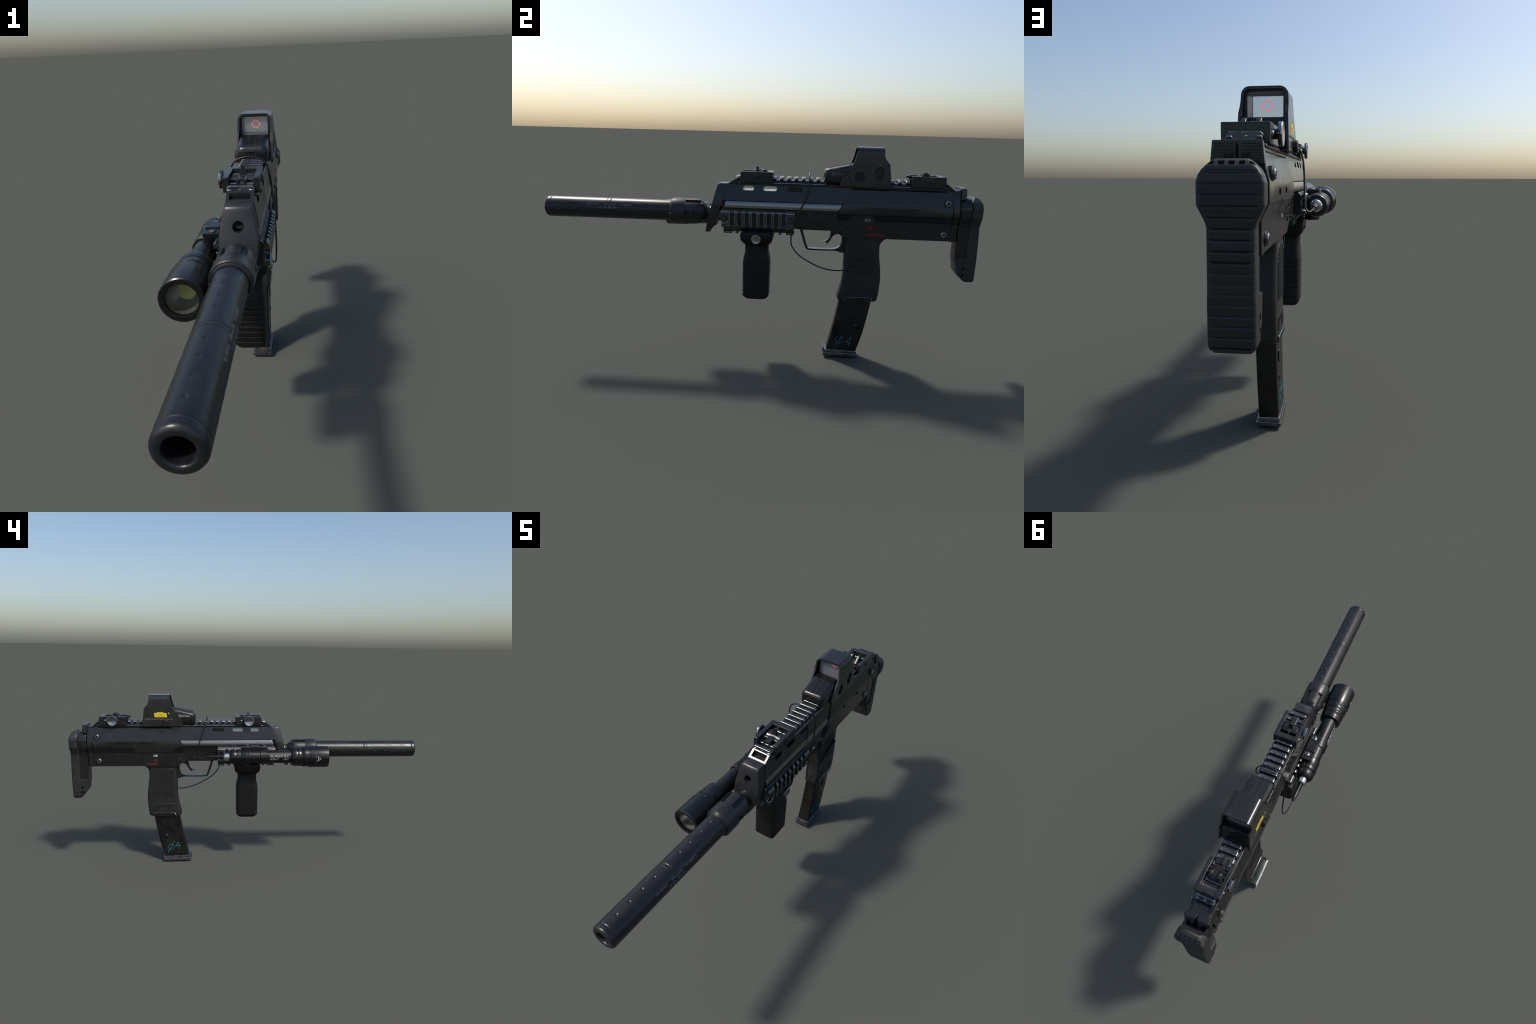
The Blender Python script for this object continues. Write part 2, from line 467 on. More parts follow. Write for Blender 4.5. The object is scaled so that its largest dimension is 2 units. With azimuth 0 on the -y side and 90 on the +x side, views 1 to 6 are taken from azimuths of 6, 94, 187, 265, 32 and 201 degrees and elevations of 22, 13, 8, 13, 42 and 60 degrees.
# collar and fluted nut
col = [(-.396, .0475), (-.406, .0480), (-.408, .0495), (-.4055, .0508), (-.401, .0512), (-.3985, .0530), (-.398, .0565), (-.395, .0590), (-.341, .0590), (-.3365, .0575), (-.3355, .050)]
collar = finish(bm_lathe(col, sc, 'y', 72), 'collar', 'collar', suppressor, wn=False)
fl = [(-.337, .0570), (-.272, .0570), (-.268, .0560), (-.250, .0430), (-.238, .0330), (-.235, .0290), (-.226, .0270), (-.222, .0265)]
flute = [pi / 2 + pi / 6 + k * pi / 3 for k in range(6)]
angs = []
for f in flute:
    angs += [(f - .175, 1), (f - .160, 0), (f, 0), (f + .160, 0), (f + .175, 1)] + [(f + .175 + (pi / 3 - .35) * j / 6, 1) for j in range(1, 6)]
def fl_r(y, solid):
    r = lerp(fl, y)
    return r if solid or not -.3345 < y else min(r, .0475)
rings = []
for y in (-.337, -.3346, -.3344, -.30, -.272, -.268, -.2621, -.2562, -.250, -.238, -.235, -.226, -.222):
    rings.append([(sc[0] + fl_r(y, q) * math.cos(a_), y, sc[1] + fl_r(y, q) * math.sin(a_)) for a_, q in angs])
finish(bm_loft(rings), 'fluted_nut', 'collar', suppressor, wn=False, smooth=32)
# raised pads round the collar, low on both sides
pads = []
for a in (-pi / 2, -pi / 2 + .62, -pi / 2 - .62, -pi / 2 + 1.25, -pi / 2 - 1.25):
    c, s = math.cos(a), math.sin(a)
    b = bm_box(-.0150, .0150, -.404, -.335, .050, .0612)
    bmesh.ops.bevel(b, geom=list(b.edges), offset=.0025, segments=2, affect='EDGES', profile=.5)
    for v in b.verts:
        tx, rz = v.co.x, v.co.z - (v.co.x ** 2) / .12
        v.co = Vector((sc[0] + c * rz - s * tx, v.co.y, sc[1] + s * rz + c * tx))
    pads.append(b)
for b in pads: finish(b, 'collar_pad', 'collar', suppressor, wn=False)
for a in (0, pi, ):
    c = math.cos(a)
    finish(bm_cyl(sc[0] + c * .05, sc[0] + c * .058, .012, (-.304, .680), seg=36, ch=.0012), 'nut_screw', 'collar', suppressor)
    finish(stroke([(-.311, .673), (-.297, .687)], .003, sc[0] + c * .0576, sc[0] + c * .0583), 'screw_slot', 'dark', suppressor, wn=False)
# engraving on the right flank of the tube
def wrap(bm, y, ang, r):
    for v in bm.verts:
        a = ang + v.co.y / r; rr = r + v.co.z
        v.co = Vector((sc[0] + rr * math.cos(a), y + v.co.x, sc[1] + rr * math.sin(a)))
    return bm
finish(merge(wrap(bm_text('SD MP7A1', .0135, .0004, sx=.98), -.793, .47, SR), wrap(bm_text('4.6mmx30', .0135, .0004, sx=1.0), -.716, .47, SR),
             wrap(bm_text('01-030872', .0135, .0004, sx=.98), -.638, .47, SR), wrap(bm_text('ID. No. 984 696', .0130, .0004, sx=.95), -.733, .17, SR)),
       'engraved_lettering', 'grey_print', suppressor, wn=False)

# ------------------------------------------------------------------ top rail
RW = .0415
base = [(-.139, .8135), (-.101, .8385), (-.088, .8385), (-.088, .8260), (.838, .8260), (.838, .8385), (.845, .8385), (.8815, .8105)]
bm = bm_prism(base, XC - .0415, XC + .0415)
# sunk windows in both ramps
bm = cut(bm, [bm_box(XC - .031, XC + .031, -.1285, -.1065, .8150, .86), bm_box(XC - .031, XC + .031, .8520, .8735, .8125, .86)])
rbase = finish(bm, 'rail_base', 'guard', root, .0010, 2)
top_rail = finish(merge(bm_box(XC - .0475, XC + .0475, -.088, .838, .8185, .8255), bm_prism([(XC - .032, .8250), (XC + .032, .8250), (XC + .029, .8375), (XC - .029, .8375)], -.09, .842, 'y')),
                  'top_rail', 'railfloor', root, .0010, 1, edge='rail_edge')
tooth = [(XC - .028, .8330), (XC - .0415, .8410), (XC - .0415, .8455), (XC - .035, .8520), (XC + .035, .8520), (XC + .0415, .8455), (XC + .0415, .8410), (XC + .028, .8330)]
first = None
k = 0
yy = .1074 - 6 * .0329
while yy < .842:
    if first is None:
        first = finish(bm_prism(tooth, yy - .0078, yy + .0078, 'y'), 'rail_tooth', 'rail', top_rail, .0011, 1, edge='rail_edge')
        w0 = WORLD[first.name].copy()
    else:
        o = first.copy(); bpy.context.scene.collection.objects.link(o)
        place(o, w0 + Vector((0, 0.0329 * k, 0)), top_rail)
    k += 1; yy += .0329
# ------------------------------------------------------------------ flip sights
def iron_sight(y0, y1, front):
    zt, zb = .8735, .8265
    par = finish(cut(bm_prism(fillet([(y0, zb), (y1, zb), (y1, zt), (y0, zt)], [.003, .003, .006, .004]), XC - .0555, XC + .0555),
                 [bm_box(XC - .0375, XC + .0375, y0 - .02, y1 - .026, .8425, .95), bm_box(XC - .0300, XC + .0300, y0 - .02, y0 + .018, .80, .8425)]),
                 'flip_sight', 'sight', root, .0018, 2)
    yc = (y0 + y1) / 2
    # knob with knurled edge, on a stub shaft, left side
    ky = -.0059 if front else .7546
    finish(bm_cyl(XC - .05, XC - .067, .012, (ky, .8520)), 'knob_shaft', 'sight', par)
    kn = bm_lathe([(XC - .0640, .020), (XC - .0645, .0280), (XC - .0660, .0290), (XC - .0730, .0290), (XC - .0752, .0270), (XC - .0752, .0250), (XC - .0745, .0240)], (ky, .8520), 'x', 64)
    finish(kn, 'sight_knob', 'knob', par, wn=False)
    py = .0368 if front else .7947
    finish(bm_lathe([(XC - .054, .0055), (XC - .0565, .0054), (XC - .0580, .0044), (XC - .0590, .0028), (XC - .0594, .0008)], (py, .8515), 'x', 24), 'sight_pin', 'chrome', par, wn=False)
    finish(bm_cyl(XC + .054, XC + .0600 if front else XC + .0585, .0125, (-.003 if front else .757, .8510), ch=.002), 'sight_bolt', 'sight', par)
    for a in range(3):
        c, s = math.cos(a * pi / 3), math.sin(a * pi / 3)
        q = (-.003 if front else .757, .851)
        xx = XC + (.0598 if front else .0583)
        finish(stroke([(q[0] - .009 * c, q[1] - .009 * s), (q[0] + .009 * c, q[1] + .009 * s)], .0022, xx, xx + .0006), 'bolt_slot', 'dark', par, wn=False)
    if front:
        # folded post on a cross bar, with small barrel lug in front
        finish(bm_cyl(XC - .038, XC + .038, .0085, (-.028, .8535), seg=28), 'hinge_bar', 'sight', par)
        finish(bm_prism([(-.022, .846), (.022, .846), (.022, .8615), (.012, .8665), (-.012, .8665), (-.022, .860)], XC - .033, XC + .033), 'sight_leaf', 'sight', par, .002, 2)
        finish(bm_prism([(XC - .0125, .862), (XC + .0125, .862), (XC + .0045, .8945), (XC - .0045, .8945)], -.0115, .001, 'y'), 'sight_post', 'sight', par, .001, 2)
        finish(cut(bm_prism([(XC - .0155, .840), (XC + .0155, .840), (XC + .0155, .862), (XC + .009, .866), (XC - .009, .866), (XC - .0155, .862)], -.066, -.02, 'y'),
                   [bm_cyl(-.08, -.058, .0085, (XC, .853), 'y', 24)]), 'post_cradle', 'sight', par, .001, 2)
        finish(bm_cyl(-.0585, -.056, .005, (XC, .853), 'y', 16), 'cradle_screw', 'pin', par)
        finish(bm_tube(spline([(XC - .004, .012, .862), (XC - .004, .018, .874), (XC - .004, .032, .876), (XC - .004, .040, .866)]), .0042), 'sight_loop', 'sight', par)
    else:
        finish(bm_cyl(XC - .038, XC + .038, .0085, (.722, .8535), seg=28), 'hinge_bar', 'sight', par)
        finish(bm_prism([(.684, .845), (.738, .845), (.738, .862), (.684, .856)], XC - .014, XC + .014), 'sight_leaf', 'sight', par, .0015, 2)
        finish(bm_prism([(.728, .846), (.765, .846), (.765, .866), (.75, .870), (.728, .862)], XC - .030, XC + .030), 'leaf_block', 'sight', par, .002, 2)
        for s in (-1, 1):
            finish(bm_prism([(.706, .860), (.762, .862), (.762, .880), (.752, .8895), (.738, .8885), (.722, .874)], XC + s * .012, XC + s * .024), 'sight_ear', 'sight', par, .002, 2)
        finish(bm_prism([(.664, .864), (.70, .858), (.70, .868), (.668, .8745), (.662, .872)], XC - .006, XC + .006), 'aperture_arm', 'sight', par, .002, 2)
        finish(bm_box(XC - .030, XC + .030, .672, .70, .848, .860), 'aperture_bar', 'sight', par, .002, 2)
    return par
iron_sight(-.0770, .0690, True)
iron_sight(.6830, .8290, False)
for yl in (-.093, .8425):
    finish(bm_cyl(.8250, .8425, .0085, (XC, yl), 'z', 24, ch=.001), 'rail_screw', 'rail', top_rail)
    for s in (-1, 1):
        finish(bm_box(XC + s * .033 - .007, XC + s * .033 + .007, yl - .006, yl + .006, .836, .8415), 'rail_lug', 'rail', top_rail, .0012, 1, edge='rail_edge')

# ------------------------------------------------------------------ holographic sight
yF = [(.8235, .3672), (.8500, .3680), (.905, .4090), (.922, .4210), (.940, .4285), (.965, .4345), (1.0, .4410)]
yR = [(.8235, .5920), (.9215, .5795), (.932, .5705), (.9450, .5600), (.958, .5545), (.975, .5535), (.9935, .5535), (1.0, .5505)]
base_hw = [(.8235, .0700), (.92, .0665), (.97, .0640)]
def arch(inset):
    zt = .9940 - inset; R = .024 - inset * .7
    pts = []
    zs = [.8235, .835, .85, .865, .88, .895, .905, .913, .9215, .927, .932, .9385, .945, .9515, .958, .9665]
    for z in zs: pts.append((lerp(base_hw, z) - inset, z))
    hw = .064 - inset
    for k in range(1, 9):
        a = pi / 2 * k / 8
        pts.append((hw - R + R * math.cos(a), .9705 + (zt - .9705) * math.sin(a)))
    pts.append((.02, zt))
    return [(XC + h, z) for h, z in pts] + [(XC - h, z) for h, z in reversed(pts)]
Ao, Ai = arch(0), arch(.0075)
rings = []
for (xo, zo), (xi, zi) in zip(Ao, Ai):
    rings.append([(xo, lerp(yF, zo), zo), (xo, lerp(yR, zo), zo), (xi, lerp(yR, zo), zi), (xi, lerp(yF, zo), zi)])
bm = bm_loft(rings)
def tear(yc, zc, r, zl, n=28):
    out = []
    for k in range(n + 1):
        a = -.35 + (pi + .7) * k / n
        out.append((yc + r * math.cos(a), zc + r * math.sin(a)))
    out += [(yc - r * .42, zl + .008), (yc - r * .22, zl + .001), (yc + r * .22, zl + .001), (yc + r * .42, zl + .008)]
    return out
bm = cut(bm, [bm_cyl(XC + .055, XC + .09, .0235, (.4500, .8665), seg=48), bm_prism(tear(.5345, .8905, .0220, .8490), XC + .055, XC + .09)])
hs = finish(bm, 'holographic_sight', 'hood', root, .0016, 2, angle=40)
# housing under the window and its base clamp
bm = bm_prism(fillet([(.372, .8265), (.586, .8265), (.578, .872), (.566, .9100), (.435, .9100), (.40, .870)], .004), XC - .0585, XC + .0585)
finish(bm, 'sight_housing', 'housing', hs, .002, 2)
# battery nose
nose = []
N = 30
def nose_ring(y, hw, zb, zt, r):
    return [(x, y, z) for x, z in rrect(XC, (zb + zt) / 2, hw, (zt - zb) / 2, r, 6)]
for k in range(6):
    a = pi / 2 * k / 5
    i = .019 * (1 - math.sin(a))
    nose.append(nose_ring(.2975 + .0200 * (1 - math.cos(a)), .0565 - i * .9, .8285 + i * .2, .8965 - i + .002 * math.sin(a), .024 - i * .6))
nose += [nose_ring(.34, .0570, .8285, .9035, .024), nose_ring(.38, .0570, .8285, .9120, .023), nose_ring(.412, .0570, .8285, .9190, .022), nose_ring(.440, .0560, .8285, .9195, .021)]
bm = cut(bm_loft(nose), [bm_box(XC - .0150, XC - .0132, .28, .415, .84, .95), bm_box(XC + .0132, XC + .0150, .28, .415, .84, .95),
                         bm_box(XC - .012, XC + .012, .28, .3035, .872, .877), bm_box(XC - .08, XC + .08, .4085, .4105, .86, .95)][2:])
nose_o = finish(bm, 'battery_compartment', 'housing', hs, wn=False, smooth=40)
for s in (-1, 1):
    finish(bm_tube([(XC + s * .0125, .2972, .846), (XC + s * .0125, .2976, .870), (XC + s * .0125, .3035, .891), (XC + s * .0125, .3120, .8985), (XC + s * .0125, .34, .9040), (XC + s * .0125, .38, .9125), (XC + s * .0125, .410, .9190)], .0013, 6),
           'compartment_seam', 'dark', nose_o, wn=False)
finish(bm_box(XC - .014, XC + .014, .403, .422, .912, .9215), 'battery_latch', 'housing', nose_o, .0015, 2)
# window frames and panes
def window_frame(y0, y1, hx, z0, z1, ox, oz0, oz1):
    o = fillet([(XC - ox, oz0), (XC + ox, oz0), (XC + ox, oz1), (XC - ox, oz1)], [0, 0, .016, .016], 5)
    return cut(bm_prism(o, y0, y1, 'y'), [bm_prism(fillet([(XC - hx, z0), (XC + hx, z0), (XC + hx, z1), (XC - hx, z1)], .004), y0 - .01, y1 + .01, 'y')])
finish(window_frame(.5300, .5420, .0490, .9140, .9815, .0590, .900, .9885), 'window_frame', 'housing', hs, .001, 1)
finish(window_frame(.4480, .4580, .0490, .9120, .9820, .0590, .905, .9885), 'window_frame', 'housing', hs, .001, 1)
finish(bm_box(XC - .049, XC + .049, .5350, .5370, .910, .984), 'window_pane', 'glass', hs, wn=False)
finish(bm_box(XC - .049, XC + .049, .4520, .4540, .908, .984), 'window_pane', 'glass', hs, wn=False)
for s in (-1, 1):   # inner side walls
    finish(bm_box(XC + s * .0495, XC + s * .0575, .452, .536, .900, .985), 'window_wall', 'housing', hs, wn=False)
# aiming ring between the panes
rc = (.0460, .9470)
rp = []
for k in range(48):
    a = 2 * pi * k / 48
    rp.append((rc[0] + .0145 * math.cos(a), .508, rc[1] + .0145 * math.sin(a)))
tor = []
for k in range(49):
    a = 2 * pi * k / 48
    c, s = math.cos(a), math.sin(a)
    tor.append([(rc[0] + (.0138 + d) * c, .508 + e, rc[1] + (.0138 + d) * s) for d, e in ((-.0008, -.0003), (.0008, -.0003), (.0008, .0003), (-.0008, .0003))])
bs = [bm_loft(tor, cap=False)]
for a in (0, pi / 2, pi, 3 * pi / 2):
    c, s = math.cos(a), math.sin(a)
    t = (-s, c)
    pp = [(rc[0] + .0140 * c + t[0] * .0016, rc[1] + .0140 * s + t[1] * .0016), (rc[0] + .0185 * c, rc[1] + .0185 * s), (rc[0] + .0140 * c - t[0] * .0016, rc[1] + .0140 * s - t[1] * .0016)]
    bs.append(bm_prism(pp, .5077, .5083, 'y'))
for dz in (0, -.0065):
    bs.append(bm_cyl(.5077, .5083, .0009, (rc[0], rc[1] + dz), 'y', 10))
finish(merge(*bs), 'aiming_ring', 'reticle', hs, wn=False)
# rear panel with push buttons
finish(bm_prism([(.566, .832), (.590, .832), (.583, .868), (.566, .9085)], XC - .050, XC + .050), 'rear_panel', 'housing', hs, .002, 2)
for bx in (.095, .060):
    finish(bm_box(bx - .0085, bx + .0085, .562, .575, .9050, .9110), 'push_button', 'rail', hs, .0015, 2)
finish(bm_box(XC - .036, XC + .036, .5865, .5905, .842, .862), 'rear_badge', 'sight', hs, .001, 1)
# adjustment dials in their recesses with tick marks
ticks = []
for yc, zc, r, rot in ((.4500, .8665, .0115, .2), (.5345, .8925, .0110, .9)):
    finish(bm_cyl(XC + .056, XC + .0640, r, (yc, zc), ch=.0012), 'adjustment_dial', 'housing', hs)
    finish(stroke([(yc - r * .85 * math.cos(rot), zc + r * .85 * math.sin(rot)), (yc + r * .85 * math.cos(rot), zc - r * .85 * math.sin(rot))], .002, XC + .0638, XC + .0645), 'dial_slot', 'dark', hs, wn=False)
for yc, zc, r, a0, a1, n in ((.4500, .8665, .0265, .45, pi + .75, 24), (.5345, .8905, .0255, -.4, pi + .4, 26)):
    for k in range(n):
        a = a0 + (a1 - a0) * k / (n - 1)
        l = .0042 if k % 4 == 0 else .0026
        c, s = math.cos(a), math.sin(a)
        zz = zc + r * s
        xs = XC + lerp(base_hw, zz)
        ticks.append(stroke([(yc + r * c, zz), (yc + (r + l) * c, zc + (r + l) * s)], .0009, xs - .0008, xs + .0003))
o = finish(merge(*ticks), 'graduation_marks', 'grey_print', hs, wn=False); o['kind'] = 'stuff'
for s, L in ((1, ((.384, .8360), (.5345, .8330))), (-1, ((.5385, .8360), (.383, .8360)))):
    for yc, zc in L:
        xs = XC + s * lerp(base_hw, zc)
        finish(bm_cyl(xs - s * .002, xs + s * .0008, .0058, (yc, zc), seg=24), 'housing_screw', 'sight', hs)
        finish(bm_cyl(xs, xs + s * .0010, .0030, (yc, zc), seg=6), 'screw_socket', 'dark', hs)
# mounting bolt, left
xs = XC - .068
finish(bm_cyl(xs, xs - .015, .0185, (.462, .8395), ch=.003), 'mounting_bolt', 'housing', hs)
finish(stroke([(.450, .830), (.474, .849)], .0035, xs - .0156, xs - .0148), 'bolt_slot', 'dark', hs, wn=False)
# sticker and lettering, left
def on_left(y0, y1, z0, z1, m, name, lift, slant=0.0):
    xa, xb = XC - lerp(base_hw, z0), XC - lerp(base_hw, z1)
    r = lambda d: [(xa - d, y0 - slant, z0), (xa - d, y1 - slant, z0), (xb - d, y1, z1), (xb - d, y0, z1)]
    return finish(bm_loft([r(-.001), r(lift)]), name, m, hs, wn=False)
on_left(.4558, .5246, .8726, .8955, 'yellow', 'warning_sticker', .0005, .003)
on_left(.4725, .5090, .8956, .9000, 'yellow', 'sticker_tab', .0004)
on_left(.4330, .4550, .8726, .8998, 'sight', 'sticker_panel', .0004, .003)
on_left(.4410, .4455, .8905, .8985, 'yellow', 'sticker_symbol', .0007)
for zz, a, b in ((.8880, .466, .500), (.8780, .466, .500)):
    on_left(a, b, zz - .0008, zz + .0008, 'dark', 'sticker_line', .0008)
on_left(.458, .500, .8828, .8852, 'orange', 'sticker_line', .0008)
xs = XC - lerp(base_hw, .884)
tor = []
for k in range(25):
    a = 2 * pi * k / 24
    tor.append([(xs - .0009 + e, .511 + (.0066 + d) * math.cos(a), .884 + (.0066 + d) * math.sin(a)) for d, e in ((-.0012, .0006), (.0012, .0006), (.0012, 0), (-.0012, 0))])
finish(bm_loft(tor, cap=False), 'sticker_ring', 'orange', hs, wn=False)
finish(left_text('FOR LAW ENFORCEMENT/MILITARY USE', .0098, .5745, XC - lerp(base_hw, .861), .861, ex=.0004, sx=.86), 'printed_lettering', 'grey_print', hs, wn=False)
# maker's lettering on the compartment flanks
for s in (1, -1):
    xs = XC + s * .0570
    if s > 0:
        t = right_text('EOTech', .0160, .3375, xs, .8735, ex=.0004, sx=.98, spacing=.95)
        y0, d = .3335, 1
    else:
        t = left_text('EOTech', .0165, .3790, xs, .8775, ex=.0004, sx=.98, spacing=.95)
        y0, d = .3850, -1
    z0 = .8735 if s > 0 else .8775
    lo, hi = min(xs - s * .0005, xs + s * .0004), max(xs - s * .0005, xs + s * .0004)
    arc = [(y0 - d * .004, z0 + .0085)] + [(y0 - d * .004 + d * .0085 * math.cos(pi / 2 - pi * k / 8), z0 + .0085 * math.sin(pi / 2 - pi * k / 8)) for k in range(1, 9)]
    finish(merge(t, stroke(arc, .0026, lo, hi), stroke([(y0 - d * .002, z0 + .0045), (y0 - d * .002, z0 - .003)], .0026, lo, hi)), 'maker_lettering', 'white' if s < 0 else 'grey_print', hs, wn=False)

# ------------------------------------------------------------------ rear end cap, latch, stock
chalf = [(.039, .8115), (.0470, .8045), (.0638, .743), (.0638, .700), (.0462, .664), (.0462, .587)]
ring = sym(chalf)
cy0 = [(.587, .8665), (.66, .8695), (.70, .872), (.81, .8665)]
cy1 = [(.587, .8970), (.66, .8985), (.72, .9005), (.81, .8940)]
endcap = finish(bm_loft([[(x, lerp(cy0, z), z) for x, z in ring], [(x, lerp(cy1, z), z) for x, z in ring]]), 'end_cap', 'polymer', root, .002, 2, angle=25)
finish(bm_prism([(.870, .806), (.900, .806), (.900, .8150), (.874, .8150)], XC - .040, XC + .040), 'end_cap_top', 'polymer', endcap, .0015, 2)
latch = finish(bm_box(XC - .046, XC + .046, .894, .904, .770, .822), 'latch_carrier', 'sight', root, .001, 1)
for s in (-1, 1):
    p = [(XC + s * .0025, .7785), (XC + s * .0575, .7785), (XC + s * .0525, .8280), (XC + s * .0025, .8280)]
    ys = (.8995, .9210) if s > 0 else (.8995, .9210)
    b = finish(bm_prism(p, ys[0], ys[1], 'y'), 'release_button', 'polymer', latch, .0022, 2)
    rib = []
    for k in range(7):
        z = .7850 + k * .0060
        rib.append(bm_prism([(.919, z - .0019), (.9250, z - .0011), (.9250, z + .0011), (.919, z + .0019)], XC + s * .0085, XC + s * (.0510 - k * .0006)))
    o = finish(merge(*rib), 'button_ribs', 'polymer', b, wn=False); o['kind'] = 'stuff'
    finish(bm_prism([(.920, .786), (.930, .789), (.932, .803), (.920, .804)], XC + s * .0095, XC + s * .0265), 'button_tab', 'sight', b, .0015, 2)
# stock body
sb = [(.500, .0430), (.655, .0430), (.664, .0440), (.700, .0615), (.742, .0615), (.765, .0530), (.778, .0430)]
zs = [.500, .56, .60, .62, .64, .655, .664, .672, .68, .69, .700, .71, .73, .742, .75, .758, .765, .771, .775, .778]
rows = [[(x, yy, z) for x, yy in rrect(XC, .9290, lerp(sb, z), .0270, .007)] for z in zs]
bm = bm_loft(rows)
bm = cut(bm, [bm_prism(rrect(XC, .9275, .0400, .0165, .006), .742, .80, 'z')])
stock = finish(bm, 'stock_body', 'polymer', root, wn=False, smooth=40)
# butt pad
ph = [(.402, .0400), (.408, .0465), (.416, .0500), (.505, .0500), (.53, .0490), (.655, .0490), (.664, .0510), (.699, .0680), (.743, .0680), (.757, .0640), (.768, .0575), (.778, .0480), (.785, .0400), (.789, .0330)]
py0 = [(.402, .9540), (.412, .9420), (.448, .9120), (.508, .9060), (.5125, .9060), (.516, .9490), (.675, .9490), (.735, .9545), (.770, .9480), (.782, .9530), (.789, .9600)]
py1 = [(.402, .9900), (.410, .9960), (.520, .9985), (.655, .9960), (.68, .9970), (.70, .9990), (.745, .9995), (.762, .9965), (.775, .9900), (.785, .9800), (.789, .9700)]
zs = sorted(set([z for z, _ in ph] + [z for z, _ in py0] + [z for z, _ in py1] + [.402 + .0022 * k for k in range(176)]))
rows = []
for z in zs:
    h, a, b = lerp(ph, z), lerp(py0, z), lerp(py1, z)
    t = ((z - .7612) / .0218) % 1.0          # sawtooth ribs across the rear
    g = 0
    if .412 < z < .768:
        g = max(0, 1 - min(t, 1 - t) / .13) * .0026 + .0014 * (1 - t)
    cy, hy = (a + b) / 2, (b - a) / 2
    r_ = rrect(XC, cy, h, hy, min(.009, h * .4), 5)
    k0 = max(range(len(r_)), key=lambda i: (round(r_[i][1], 5), r_[i][0]))
    ym = r_[k0][1]; xr = r_[k0][0] - XC
    r_ = r_[:k0 + 1] + [(XC + xr * q, ym) for q in (.92, .8, .4, 0, -.4, -.8, -.92)] + r_[k0 + 1:]
    out = []
    for x, yv in r_:
        w = max(0, min(1, (yv - (b - .020)) / .012))
        side = abs(x - XC) / h
        w *= max(0, min(1, (h - .0075 - abs(x - XC)) / .004)) + .12
        out.append((x, yv - g * min(w, 1), z))
    rows.append(out)
bm = bm_loft(rows)
cuts = [bm_cyl(XC - .09, XC + .09, .0080, (.9415, .4665), seg=28), bm_cyl(XC - .09, XC + .09, .0080, (.9405, .4370), seg=28)]
for k in range(5):       # pockets along the upper rear chamfer
    xk = XC + (k - 2) * .0205 - .002
    b = bm_box(xk - .006, xk + .006, -.0055, .0055, -.0045, .01)
    ca, sa = math.cos(-.62), math.sin(-.62)
    for v in b.verts:
        yv, zv = v.co.y, v.co.z
        v.co.y, v.co.z = .9845 + yv * ca - zv * sa, .7805 + yv * sa + zv * ca
    cuts.append(b)
bm = cut(bm, cuts)
pad = finish(bm, 'butt_pad', 'rubber', root, wn=False, smooth=30)

# ------------------------------------------------------------------ pistol grip
gf = [(.286, .3920), (.290, .3850), (.300, .3825), (.320, .3870), (.371, .4005), (.418, .4050), (.51, .4050), (.60, .4030)]
gr = [(.286, .5620), (.292, .5700), (.32, .5745), (.36, .5780), (.40, .5795), (.44, .5765), (.50, .5680), (.53, .5655), (.555, .5660), (.57, .5740), (.580, .5830), (.589, .6000)]
gh = [(.286, .0320), (.291, .0345), (.31, .0350), (.42, .0342), (.60, .0340)]
rows = []
zs = [.286, .2885, .292, .297, .302, .31, .32, .335, .35, .371, .385, .40, .418, .44, .46, .48, .50, .52, .54, .555, .563, .57, .576, .582, .589, .595]
for z in zs:
    a, b, h = lerp(gf, z), lerp(gr, z), lerp(gh, z)
    rows.append([(x, yv, z) for x, yv in rrect(XC, (a + b) / 2, h, (b - a) / 2, .016, 5)])
grip = finish(bm_loft(rows), 'pistol_grip', 'grip', root, wn=False, smooth=45)
def panel_top(y):
    return lerp([(.42, .569), (.490, .569), (.505, .566), (.520, .556), (.532, .540), (.540, .520), (.548, .47)], y)
for s in (1, -1):
    xa = XC + s * .0330; xb = XC + s * .0352; xc = XC + s * .0372
    out = [(.424, .404), (.424, .5685), (.490, .5690), (.505, .566), (.520, .556), (.532, .540), (.541, .520), (.547, .470), (.5475, .404)]
    a1 = finish(bm_prism(out, xa, xb), 'grip_panel', 'grip', grip, .001, 1)
    arcp = [(.487 + .0245 * math.cos(pi * k / 10), .3130 + .0270 * math.sin(pi * k / 10)) for k in range(11)]
    out = fillet([(.424, .3130), (.424, .3640), (.549, .3640), (.553, .3130)], .004) 
    lowp = [(.427, .3180), (.424, .3230), (.424, .3640), (.549, .3640), (.553, .3230), (.550, .3180), (.520, .3170)] + [(.487 + .027 * math.cos(pi * k / 10), .3150 + .0290 * math.sin(pi * k / 10)) for k in range(1, 10)] + [(.455, .3170)]
    finish(bm_prism(lowp, xa, xb), 'grip_panel', 'grip', grip, .001, 1)
    ribs = []
    for k in range(9):
        y = .4305 + k * .0132
        ztop = panel_top(y) - .006
        z = .4075
        L = [.036, .060, .048][k % 3]
        while z < ztop - .006:
            e = min(z + L, ztop)
            ribs.append(bm_prism([(y - .0033, z), (y + .0033, z), (y + .0033, e), (y - .0033, e)], xb - s * .001, xc))
            z = e + .0035; L = .060
        zl = .3200
        if abs(y - .487) < .030: zl = .3150 + math.sqrt(max(0, .0009 - (y - .487) ** 2)) + .004
        ribs.append(bm_prism([(y - .0033, zl), (y + .0033, zl), (y + .0033, .3600), (y - .0033, .3600)], xb - s * .001, xc))
    for b in ribs: bmesh.ops.recalc_face_normals(b, faces=b.faces)
    o = finish(merge(*ribs), 'grip_ribs', 'grip', grip, .0007, 1); o['kind'] = 'stuff'
